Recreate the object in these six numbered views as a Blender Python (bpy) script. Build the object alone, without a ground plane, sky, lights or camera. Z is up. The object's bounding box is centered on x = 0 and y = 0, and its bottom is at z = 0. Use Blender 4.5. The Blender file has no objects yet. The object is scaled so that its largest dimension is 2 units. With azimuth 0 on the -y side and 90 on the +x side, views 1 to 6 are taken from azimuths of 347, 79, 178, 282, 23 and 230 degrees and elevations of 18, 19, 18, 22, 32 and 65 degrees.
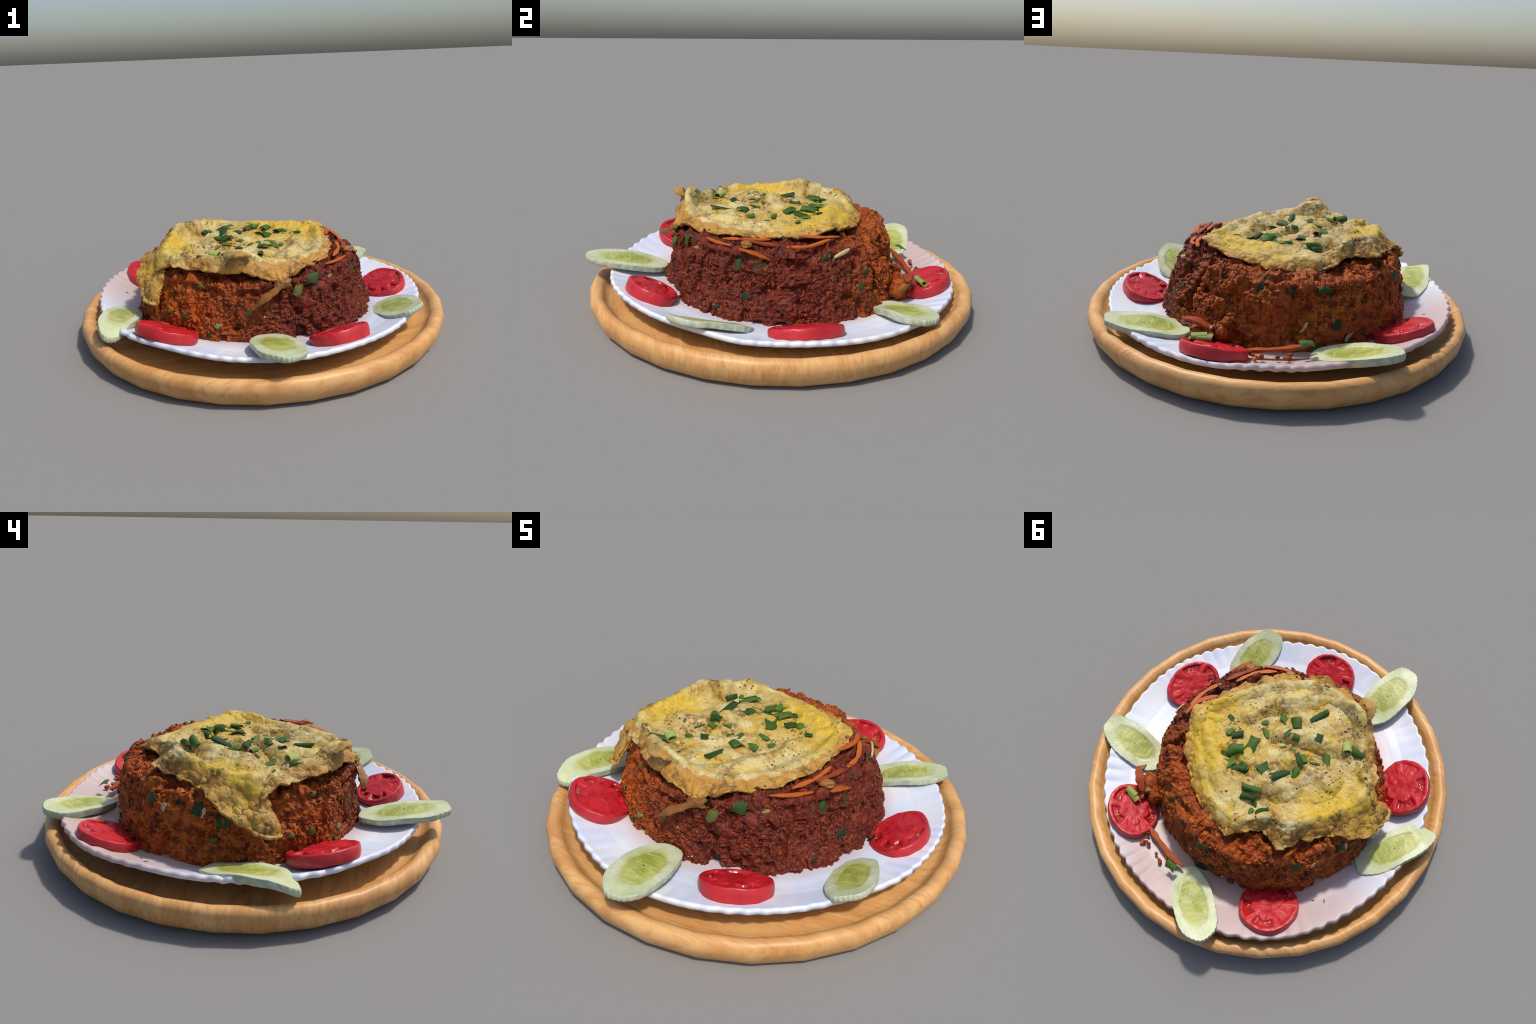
"""Fried rice dome with an omelette on top, ringed by tomato and cucumber
slices on a fluted white plate, standing on a round wooden board."""
import bpy, math
import numpy as np
from mathutils import Vector, Matrix
from mathutils.bvhtree import BVHTree

RNG = np.random.default_rng(7)
SC = bpy.context.scene.collection
TAU = 2 * math.pi

# ------------------------------------------------------------------ noise ---
def _hash(ix, iy, iz, seed):
    h = (ix * 374761393 + iy * 668265263 + iz * 2147483647 + seed * 974634777) & 0xFFFFFFFF
    h = ((h ^ (h >> 13)) * 1274126177) & 0xFFFFFFFF
    h = h ^ (h >> 16)
    return (h & 0xFFFF) / 32767.5 - 1.0

def vnoise(p, seed=0):
    """smooth value noise, -1..1, p = (n,3)"""
    i = np.floor(p).astype(np.int64)
    f = p - i
    f = f * f * f * (f * (f * 6 - 15) + 10)
    out = 0
    for dx in (0, 1):
        for dy in (0, 1):
            for dz in (0, 1):
                w = (f[:, 0] if dx else 1 - f[:, 0]) * (f[:, 1] if dy else 1 - f[:, 1]) * (f[:, 2] if dz else 1 - f[:, 2])
                out = out + w * _hash(i[:, 0] + dx, i[:, 1] + dy, i[:, 2] + dz, seed)
    return out

def fbm(p, octaves=3, seed=0, gain=.5):
    a, s, o = 1.0, 0, 0
    for k in range(octaves):
        s = s + a * vnoise(p * 2 ** k + 17.3 * k, seed + k)
        o += a
        a *= gain
    return s / o

def ridged(p, octaves=2, seed=0):
    s, a, o = 0, 1.0, 0
    for k in range(octaves):
        s = s + a * (1 - 2 * np.abs(vnoise(p * 2 ** k + 9.1 * k, seed + k)))
        o += a
        a *= .5
    return s / o

def gnoise(p, seed=0):
    """gradient noise, about -1..1: rounder than value noise"""
    i = np.floor(p).astype(np.int64)
    f = p - i
    w3 = f * f * f * (f * (f * 6 - 15) + 10)
    out = 0
    for dx in (0, 1):
        for dy in (0, 1):
            for dz in (0, 1):
                g = [_hash(i[:, 0] + dx, i[:, 1] + dy, i[:, 2] + dz, seed + q) for q in (0, 101, 202)]
                w = (w3[:, 0] if dx else 1 - w3[:, 0]) * (w3[:, 1] if dy else 1 - w3[:, 1]) * (w3[:, 2] if dz else 1 - w3[:, 2])
                out = out + w * (g[0] * (f[:, 0] - dx) + g[1] * (f[:, 1] - dy) + g[2] * (f[:, 2] - dz))
    return out * 1.6

def gfbm(p, octaves=3, seed=0):
    return sum(.5 ** k * gnoise(p * 1.93 ** k + 13.7 * k, seed + k) for k in range(octaves))

def gridged(p, octaves=2, seed=0):
    return sum(.5 ** k * (1 - 2.5 * np.abs(gnoise(p * 1.93 ** k + 5.1 * k, seed + k))) for k in range(octaves))

def smooth(a, b, x):
    t = np.clip((x - a) / (b - a), 0, 1)
    return t * t * (3 - 2 * t)

def closed_spline(pts, n):
    """closed Catmull-Rom through control points, resampled to n by index"""
    P = np.array(pts, float)
    m = len(P)
    t = np.linspace(0, m, n, endpoint=False)
    i = np.floor(t).astype(int)
    u = (t - i)[:, None]
    p0, p1, p2, p3 = P[(i - 1) % m], P[i % m], P[(i + 1) % m], P[(i + 2) % m]
    return .5 * (2 * p1 + (p2 - p0) * u + (2 * p0 - 5 * p1 + 4 * p2 - p3) * u ** 2 + (3 * p1 - p0 - 3 * p2 + p3) * u ** 3)

# ---------------------------------------------------------------- meshes ----
def mesh_from(name, V, F, mats, smooth_shade=True, idx=None):
    me = bpy.data.meshes.new(name)
    me.from_pydata(np.asarray(V).tolist(), [], F if isinstance(F, list) else F.tolist())
    for m in (mats if isinstance(mats, (list, tuple)) else [mats]):
        me.materials.append(m)
    if smooth_shade:
        me.polygons.foreach_set('use_smooth', [True] * len(me.polygons))
    if idx is not None:
        me.polygons.foreach_set('material_index', list(map(int, idx)))
    me.update()
    return me

def add(name, me, parent=None, **props):
    ob = bpy.data.objects.new(name, me)
    SC.objects.link(ob)
    if parent is not None:
        ob.parent = parent
        ob.matrix_parent_inverse = parent.matrix_world.inverted()
    for k, v in props.items():
        ob[k] = v
    return ob

def thing(name, label, category, loc=(0, 0, 0)):
    ob = bpy.data.objects.new(name, None)
    ob.empty_display_size = .1
    SC.objects.link(ob)
    ob.location = loc
    ob.matrix_world = Matrix.Translation(loc)
    ob['label'] = label
    ob['category'] = category
    return ob

def grid_faces(nr, nc, closed=True):
    """quads of a grid with nr rows, nc columns (columns wrap if closed)"""
    r, c = np.meshgrid(np.arange(nr - 1), np.arange(nc if closed else nc - 1), indexing='ij')
    c2 = (c + 1) % nc
    return np.stack([r * nc + c, r * nc + c2, (r + 1) * nc + c2, (r + 1) * nc + c], -1).reshape(-1, 4)

def vert_normals(V, Q):
    n = np.cross(V[Q[:, 2]] - V[Q[:, 0]], V[Q[:, 3]] - V[Q[:, 1]])
    N = np.zeros_like(V)
    for k in range(4):
        np.add.at(N, Q[:, k], n)
    return N / (np.linalg.norm(N, axis=1, keepdims=True) + 1e-12)

def apply_mod(ob, kind, **kw):
    m = ob.modifiers.new(kind.lower(), kind)
    for k, v in kw.items():
        setattr(m, k, v)
    dg = bpy.context.evaluated_depsgraph_get()
    me = bpy.data.meshes.new_from_object(ob.evaluated_get(dg))
    ob.modifiers.clear()
    old = ob.data
    ob.data = me
    me.name = old.name
    bpy.data.meshes.remove(old)
    return ob

# ------------------------------------------------------------- materials ----
class Mat:
    def __init__(self, name, rough=.5, **inputs):
        self.m = bpy.data.materials.new(name)
        self.m.use_nodes = True
        self.t = self.m.node_tree
        self.b = self.t.nodes['Principled BSDF']
        self.b.inputs['Roughness'].default_value = rough
        for k, v in inputs.items():
            self.b.inputs[k.replace('_', ' ')].default_value = v
        self.pos = self.n('ShaderNodeTexCoord').outputs['Object']

    def n(self, kind, **kw):
        nd = self.t.nodes.new(kind)
        for k, v in kw.items():
            setattr(nd, k, v)
        return nd

    def put(self, sock, v):
        if isinstance(v, bpy.types.NodeSocket):
            self.t.links.new(v, sock)
        elif v is not None:
            sock.default_value = (*v, 1) if isinstance(v, tuple) and len(v) == 3 and sock.type == 'RGBA' else v

    def mapped(self, scale=(1, 1, 1), rot=(0, 0, 0), loc=(0, 0, 0)):
        nd = self.n('ShaderNodeMapping')
        nd.inputs['Scale'].default_value = scale
        nd.inputs['Rotation'].default_value = rot
        nd.inputs['Location'].default_value = loc
        self.put(nd.inputs['Vector'], self.pos)
        return nd.outputs[0]

    def noise(self, scale, detail=3, rough=.55, vec=None, dist=0):
        nd = self.n('ShaderNodeTexNoise')
        self.put(nd.inputs['Vector'], vec or self.pos)
        nd.inputs['Scale'].default_value = scale
        nd.inputs['Detail'].default_value = detail
        nd.inputs['Roughness'].default_value = rough
        nd.inputs['Distortion'].default_value = dist
        return nd.outputs[0]

    def voronoi(self, scale, feature='F1', out='Distance', vec=None, rnd=1):
        nd = self.n('ShaderNodeTexVoronoi', feature=feature)
        self.put(nd.inputs['Vector'], vec or self.pos)
        nd.inputs['Scale'].default_value = scale
        nd.inputs['Randomness'].default_value = rnd
        return nd.outputs[out]

    def ramp(self, fac, a, b, lo=0., hi=1.):
        nd = self.n('ShaderNodeMapRange', interpolation_type='SMOOTHSTEP')
        self.put(nd.inputs[0], fac)
        for i, v in enumerate((a, b, lo, hi)):
            nd.inputs[i + 1].default_value = v
        return nd.outputs[0]

    def math(self, op, a, b=None):
        nd = self.n('ShaderNodeMath', operation=op)
        self.put(nd.inputs[0], a)
        self.put(nd.inputs[1], b)
        return nd.outputs[0]

    def mix(self, fac, a, b, mode='MIX'):
        nd = self.n('ShaderNodeMix', data_type='RGBA', blend_type=mode)
        self.put(nd.inputs[0], fac)
        self.put(nd.inputs[6], a)
        self.put(nd.inputs[7], b)
        return nd.outputs[2]

    def dist(self, c, scale=(1, 1, 1), wobble=0., wscale=6.):
        """distance from a point c in object space, optionally wobbly"""
        v = self.mapped(scale=scale, loc=tuple(-a * s for a, s in zip(c, scale)))
        nd = self.n('ShaderNodeVectorMath', operation='LENGTH')
        self.put(nd.inputs[0], v)
        d = nd.outputs['Value']
        if wobble:
            w = self.math('MULTIPLY', self.math('SUBTRACT', self.noise(wscale, 3), .5), wobble)
            d = self.math('ADD', d, w)
        return d

    def blob(self, c, r0, r1, **kw):
        return self.ramp(self.dist(c, **kw), r0, r1, 1, 0)

    def island(self):
        return self.n('ShaderNodeNewGeometry').outputs['Random Per Island']

    def objrand(self):
        return self.n('ShaderNodeObjectInfo').outputs['Random']

    def done(self, color, bump=None, strength=.3, distance=.01, rough=None):
        self.put(self.b.inputs['Base Color'], color)
        if rough is not None:
            self.put(self.b.inputs['Roughness'], rough)
        if bump is not None:
            nd = self.n('ShaderNodeBump')
            nd.inputs['Strength'].default_value = strength
            nd.inputs['Distance'].default_value = distance
            self.put(nd.inputs['Height'], bump)
            self.t.links.new(nd.outputs[0], self.b.inputs['Normal'])
        return self.m

def wood_material():
    m = Mat('pale_turned_wood', .42)
    m.b.inputs['Specular IOR Level'].default_value = .35
    v = m.mapped(scale=(1.2, 7, 2.5), rot=(0, 0, math.radians(-20)))
    grain = m.noise(2.2, 4, .6, v, .6)
    fine = m.noise(9, 3, .6, v, .4)
    patch = m.noise(3.5, 3, .5)
    col = m.mix(m.ramp(grain, .33, .68), (.56, .275, .090), (.68, .385, .150))
    col = m.mix(m.ramp(fine, .47, .68, 0, .5), col, (.44, .18, .045))
    col = m.mix(m.ramp(patch, .55, .75, 0, .5), col, (.66, .39, .15))
    knots = m.noise(14, 2, .5)
    col = m.mix(m.ramp(knots, .66, .78, 0, .5), col, (.48, .18, .045))
    return m.done(col, m.noise(6, 3, .5), .15, .01)

def plate_material():
    m = Mat('glossy_white_paper', .45)
    tone = m.noise(5, 3)
    col = m.mix(m.ramp(tone, .35, .65), (.70, .71, .76), (.59, .65, .78))
    # pink-brown far side: the scan's baked shade painted into the paper colour
    baked_tint = m.blob((-.38, .58, .12), .40, .95, wobble=.3, wscale=5)
    col = m.mix(m.math('MULTIPLY', baked_tint, .95), col, (.50, .37, .345))
    d = m.dist((-.03, .03, 0), scale=(1, 1, 0), wobble=.06, wscale=9)
    near = m.ramp(d, .6, .72, 1, 0)
    col = m.mix(m.math('MULTIPLY', near, .45), col, (.50, .26, .17))
    crumbs = m.voronoi(38)
    cm = m.math('MULTIPLY', m.ramp(crumbs, .03, .07, 1, 0), m.ramp(m.noise(4, 2), .52, .62))
    col = m.mix(cm, col, (.35, .10, .04))
    return m.done(col, m.noise(12, 3), .12, .01)

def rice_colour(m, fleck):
    """orange grains; a darker red sector copies shade baked into the scan"""
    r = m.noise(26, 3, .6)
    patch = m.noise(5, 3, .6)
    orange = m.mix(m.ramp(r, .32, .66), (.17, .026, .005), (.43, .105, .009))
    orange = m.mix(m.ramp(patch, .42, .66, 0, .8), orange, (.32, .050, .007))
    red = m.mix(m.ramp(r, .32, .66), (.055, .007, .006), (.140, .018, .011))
    baked_shade = m.ramp(m.dist((.48, -.42, .2), wobble=.45, wscale=5), .46, .98, 1, 0)  # sector mask for the scan's baked shade, put into the colour
    col = m.mix(m.math('MULTIPLY', baked_shade, .9), orange, red)
    gap_shade = m.ramp(m.noise(17, 3, .65), .53, .68, 0, .75)  # dark noise patches paint shade between the grains
    col = m.mix(gap_shade, col, (.035, .008, .005))
    return col, baked_shade, r

def rice_body_material():
    m = Mat('sauce_bound_rice', .55)
    m.b.inputs['Specular IOR Level'].default_value = .2
    col, baked_shade, r = rice_colour(m, 0)
    pit_shade = m.noise(40, 2, .5)
    col = m.mix(m.ramp(pit_shade, .55, .72, 0, .6), col, (.045, .008, .004))  # dark flecks paint shade into the hollows of the mass
    return m.done(col, m.noise(60, 3, .6), .5, .01)

def rice_grain_material():
    m = Mat('stained_rice_grain', .5)
    m.b.inputs['Specular IOR Level'].default_value = .22
    col, baked_shade, r = rice_colour(m, 0)
    i = m.island()
    col = m.mix(m.ramp(i, .45, 1.0, 0, .6), col, (.50, .125, .014))
    col = m.mix(m.ramp(i, .0, .3, .6, 0), col, (.11, .015, .006))
    col = m.mix(m.math('MULTIPLY', baked_shade, .55), col, (.105, .016, .009))  # grains take the same painted shade in that sector
    return m.done(col, m.noise(90, 2), .25, .004)

def egg_material(rim=False):
    m = Mat('crisped_egg_rim' if rim else 'fried_egg', .45)
    m.b.inputs['Specular IOR Level'].default_value = .3
    n1 = m.noise(7, 4, .6)
    n2 = m.noise(22, 4, .6)
    cream, yellow, tan = (.54, .44, .19), (.55, .36, .022), (.40, .19, .030)
    n3 = m.noise(17, 6, .72)
    col = m.mix(m.ramp(n1, .40, .64), cream, (.43, .285, .055))
    col = m.mix(m.ramp(n3, .50, .62, 0, .75), col, (.36, .215, .035))
    col = m.mix(m.ramp(n3, .46, .36, 0, .8), col, (.63, .56, .32))
    yel = m.math('MAXIMUM', m.blob((.18, .33, .47), .10, .38, wobble=.25, scale=(1, .75, 1)),
                 m.blob((-.55, .0, .44), .10, .28, wobble=.16))
    yel = m.math('MAXIMUM', yel, m.blob((.29, .05, .48), .04, .2, wobble=.2))
    col = m.mix(m.math('MULTIPLY', yel, .9), col, yellow)
    swirl = m.ramp(m.noise(8, 4, .65), .54, .66, 0, .7)
    col = m.mix(swirl, col, (.57, .385, .03))
    col = m.mix(m.ramp(n2, .54, .70, 0, .45), col, (.60, .52, .29) if not rim else (.50, .36, .14))
    if rim:
        col = m.mix(m.ramp(m.noise(11, 3), .36, .58, .25, .85), col, tan)
        front = m.blob((.05, -.42, .45), .1, .42, wobble=.2)
        col = m.mix(m.math('MULTIPLY', front, .65), col, (.42, .19, .025))
    # broad golden and browned stains
    big = m.ramp(m.noise(5.5, 3, .6), .48, .66)
    col = m.mix(m.math('MULTIPLY', big, .45), col, (.38, .235, .045))
    sc = m.math('MULTIPLY', m.ramp(m.noise(6.5, 4, .65), .50, .62), m.ramp(m.noise(38, 3, .6), .40, .58))
    col = m.mix(m.math('MULTIPLY', sc, .85), col, (.15, .068, .020))
    # ground pepper, thick in places
    where = m.ramp(m.noise(5, 3, .6), .42, .64)
    cell = m.n('ShaderNodeTexVoronoi')
    wn = m.n('ShaderNodeTexNoise')
    m.put(wn.inputs['Vector'], m.pos)
    wn.inputs['Scale'].default_value = 70
    ws = m.n('ShaderNodeVectorMath', operation='SCALE')
    m.put(ws.inputs[0], wn.outputs['Color'])
    ws.inputs['Scale'].default_value = .013
    wa = m.n('ShaderNodeVectorMath', operation='ADD')
    m.put(wa.inputs[0], m.pos)
    m.put(wa.inputs[1], ws.outputs[0])
    m.put(cell.inputs['Vector'], wa.outputs[0])
    cell.inputs['Scale'].default_value = 66
    lot = m.n('ShaderNodeSeparateColor')
    m.put(lot.inputs[0], cell.outputs['Color'])
    size = m.math('MULTIPLY', m.math('MULTIPLY', lot.outputs[0], lot.outputs[0]), m.math('ADD', m.math('MULTIPLY', where, .42), .10))
    sp = m.ramp(m.math('SUBTRACT', cell.outputs['Distance'], size), -.03, .05, 1, 0)
    col = m.mix(m.math('MULTIPLY', sp, .9), col, (.05, .028, .014))
    return m.done(col, m.noise(50, 5, .65), .5, .012)

def tomato_materials():
    s = Mat('tomato_skin', .4)
    skin = s.done(s.mix(s.ramp(s.noise(8, 3), .35, .65), (.38, .008, .012), (.48, .016, .020)), s.noise(20, 2), .1, .005)
    f = Mat('tomato_flesh', .45)
    f.b.inputs['Specular IOR Level'].default_value = .3
    v = f.noise(13, 4, .6)
    col = f.mix(f.ramp(v, .35, .65), (.40, .006, .012), (.50, .014, .021))
    col = f.mix(f.ramp(f.noise(30, 3), .55, .75, 0, .6), col, (.45, .040, .035))
    flesh = f.done(col, f.noise(30, 3), .3, .008)
    g = Mat('tomato_gel', .12)
    gel = g.done(g.mix(g.ramp(g.noise(25, 3), .4, .65), (.24, .004, .008), (.42, .018, .018)), g.noise(20, 2), .3, .006)
    e = Mat('tomato_seed', .35)
    seed = e.done((.52, .17, .06))
    return skin, flesh, gel, seed

def cucumber_materials():
    p = Mat('cucumber_peel', .4)
    st = p.noise(30, 3)
    peel = p.done(p.mix(p.ramp(st, .38, .62), (.50, .53, .40), (.36, .42, .26)), p.noise(25, 3), .4, .008)
    f = Mat('cucumber_flesh', .45)
    # x, y run along and across the slice: pale rind, greener seed core
    d = f.dist((0, 0, 0), scale=(1 / .205, 1 / .115, 0), wobble=.14, wscale=16)
    core = f.ramp(d, .52, .78, 1, 0)
    n = f.noise(14, 4, .6)
    rind = f.mix(f.ramp(n, .35, .65), (.46, .50, .26), (.56, .59, .39))
    cc = f.mix(f.ramp(n, .35, .65), (.28, .30, .035), (.43, .44, .11))
    cc = f.mix(f.ramp(f.voronoi(60, vec=f.mapped(scale=(1, .55, 1))), .12, .28, .6, 0), cc, (.52, .55, .27))
    st = f.noise(1, 3, .6, f.mapped(scale=(90, 14, 20)))
    cc = f.mix(f.ramp(st, .5, .66, 0, .5), cc, (.24, .29, .035))
    cc = f.mix(f.ramp(st, .45, .34, 0, .6), cc, (.50, .53, .25))
    col = f.mix(core, rind, cc)
    col = f.mix(f.ramp(d, .90, 1.0, 0, .5), col, (.42, .50, .30))
    pep = f.ramp(f.voronoi(40), .05, .09, 1, 0)
    col = f.mix(f.math('MULTIPLY', pep, f.ramp(f.noise(6), .5, .6, 0, .8)), col, (.10, .07, .04))
    flesh = f.done(col, f.noise(40, 3), .3, .008)
    return peel, flesh

def simple(name, a, b, scale=20, rough=.4, bump=.3, rnd=.5):
    m = Mat(name, rough)
    m.b.inputs['Specular IOR Level'].default_value = .25
    f = m.math('ADD', m.math('MULTIPLY', m.objrand(), rnd), m.math('MULTIPLY', m.noise(scale, 3), 1 - rnd))
    return m.done(m.mix(m.ramp(f, .25, .72), a, b), m.noise(scale * 2, 3), bump, .006)

M_WOOD = wood_material()
M_PLATE = plate_material()
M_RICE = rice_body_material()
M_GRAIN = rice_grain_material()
M_EGG = egg_material()
M_RIM = egg_material(True)
M_SKIN, M_FLESH, M_GEL, M_SEED = tomato_materials()
M_PEEL, M_CUC = cucumber_materials()
M_LEAF = simple('scallion_green', (.012, .042, .006), (.070, .145, .014), 25, .5)
M_RICE_LEAF = simple('stewed_scallion', (.008, .022, .008), (.030, .068, .014), 25, .5)
M_STEWED = simple('stewed_stalk', (.07, .075, .015), (.20, .20, .045), 25, .5)
M_STALK = simple('scallion_pale_stalk', (.14, .21, .035), (.34, .40, .10), 25, .35)
M_CARROT = simple('carrot_orange', (.26, .036, .006), (.46, .105, .013), 22, .55)
M_ONION = simple('pale_onion', (.40, .24, .10), (.52, .40, .22), 20, .4)
M_CRISP = simple('browned_crisp', (.12, .040, .012), (.27, .115, .03), 24, .45)
M_SCAN_CRACK = simple('scan_crack_dark', (.03, .024, .014), (.06, .045, .02), 24, .6)  # for the added strips that copy the scan fault's lines

# ----------------------------------------------------------- wooden board ---
BOARD_C = (0.0, .011)
def build_board():
    top = thing('wooden_board', 'round pale wooden board with raised rounded rim', 'wooden board')
    # radius, height along the turned profile, from under the centre outwards
    prof = [(0, .010), (.60, .010), (.82, .004), (.905, .0), (.932, .003), (.958, .022), (.977, .052), (.987, .085),
            (.987, .108), (.979, .127), (.962, .138), (.943, .136), (.926, .124), (.912, .104), (.898, .090),
            (.878, .081), (.83, .075), (.60, .064), (0, .060)]
    P = np.array(prof)
    # refine profile with a spline feel
    t = np.linspace(0, len(P) - 1, 90)
    i = np.minimum(t.astype(int), len(P) - 2)
    u = (t - i)[:, None]
    g = lambda k: P[np.clip(k, 0, len(P) - 1)]
    R = .5 * (2 * g(i) + (g(i + 1) - g(i - 1)) * u + (2 * g(i - 1) - 5 * g(i) + 4 * g(i + 1) - g(i + 2)) * u ** 2
              + (3 * g(i) - g(i - 1) - 3 * g(i + 1) + g(i + 2)) * u ** 3)
    R[:, 0] = np.maximum(R[:, 0], .001)
    R[:, 1] = np.maximum(R[:, 1], 0)
    n = 30                                   # the rim is cut in flats
    a = np.arange(n) / n * TAU + .09
    wob = 1.0045 + .0025 * vnoise(np.stack([np.cos(a) * 3, np.sin(a) * 3, a * 0], -1), 3)
    V = np.stack([R[:, :1] * np.cos(a) * wob + BOARD_C[0], R[:, :1] * np.sin(a) * wob + BOARD_C[1],
                  np.repeat(R[:, 1:], n, 1)], -1).reshape(-1, 3)
    Q = grid_faces(len(R), n)
    me = mesh_from('board_disc', V, Q, M_WOOD)
    add('board_disc', me, top)

# ----------------------------------------------------------- fluted plate ---
PLATE_C = (-.010, .026)
def plate_z(r):
    """upper surface of the plate as a function of radius"""
    return np.interp(r, (0, .5, .62, .70, .76, .82, .86, .90), (.086, .088, .096, .108, .124, .149, .166, .182))

def plate_tilt(x, y):
    return -.0295 * x - .0207 * y

def build_plate():
    top = thing('fluted_plate', 'shallow white paper plate with fluted wavy rim', 'plate')
    nr, na = 90, 720
    s = np.linspace(0, 1, nr) ** .8
    a = np.arange(na) / na * TAU
    S, A = np.meshgrid(s, a, indexing='ij')
    edge = .886 + .010 * np.sin(A * 3 + .5) + .006 * np.sin(A * 5 + 2)
    ph = A * 74 + 2.0 * np.sin(A * 4) + 1.3 * np.sin(A * 7 + 1)
    scal = .0040 * np.sin(ph) * (1 + .6 * np.sin(A * 11 + 2) * np.sin(A * 3))
    R = S * (edge + scal * smooth(.86, 1, S))
    Z = plate_z(R)
    side = .45 + .55 * smooth(-.6, .7, np.cos(A - math.radians(125)))
    fl = smooth(.84, .99, S) * side
    cr = np.stack([np.cos(A) * 2, np.sin(A) * 2, S], -1).reshape(-1, 3)
    wv = vnoise(cr * 3, 5).reshape(A.shape)
    Z = Z + fl * (.0034 * np.sin(ph) * np.clip(.7 + .9 * wv, 0, 2) + .004 * np.sin(A * 9 + 1.2) * fl)
    for mid, wid, dip in ((-104, 28, .026), (12, 40, .010), (-156, 14, .018), (65, 12, .008), (120, 10, .008), (-20, 9, .007)):      # the rim sags in places
        d = (A - math.radians(mid) + math.pi) % TAU - math.pi
        Z = Z - dip * np.exp(-(d / math.radians(wid)) ** 2) * smooth(.78, .98, S)
    d = (A - math.radians(178) + math.pi) % TAU - math.pi
    Z = Z - .014 * np.exp(-(d / .55) ** 2) * smooth(.62, .80, S) * smooth(1.0, .88, S)
    X, Y = R * np.cos(A) + PLATE_C[0], R * np.sin(A) + PLATE_C[1]
    Z = Z + plate_tilt(X, Y) + .005 * vnoise(np.stack([X * 5, Y * 5, X * 0], -1).reshape(-1, 3), 6).reshape(A.shape)
    V = np.stack([X, Y, Z], -1).reshape(-1, 3)
    me = mesh_from('plate_sheet', V, grid_faces(nr, na), M_PLATE)
    ob = add('plate_sheet', me, top)
    apply_mod(ob, 'SOLIDIFY', thickness=.023, offset=-1.0)
    # added dark strips copy crack lines of a scan fault
    for i, (x, y, l, w, r) in enumerate([(-.80, .22, .05, .008, .5), (-.745, .27, .045, .006, 2.2), (-.70, .30, .04, .006, 1.0)]):
        me = strip_mesh('scan_crack_strip', l, w, .006, .01, M_SCAN_CRACK, 30 + i)
        ob = add('scan_crack_strip', me, top)
        ob.matrix_world = Matrix.Translation((x, y, plate_z(math.hypot(x, y)) + .012)) @ Matrix.Rotation(r, 4, 'Z')

# ------------------------------------------------------------- rice dome ----
def rice_ring(th, z):
    """outline radius centre and semi-axes at height z"""
    k = smooth(.08, .42, z)
    cx, cy = -.031 - .02 * k, .029 - .018 * k
    rx = .640 - .072 * k
    ry = .598 - (.040 - .016 * np.sin(th)) * k
    return cx, cy, rx, ry

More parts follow.
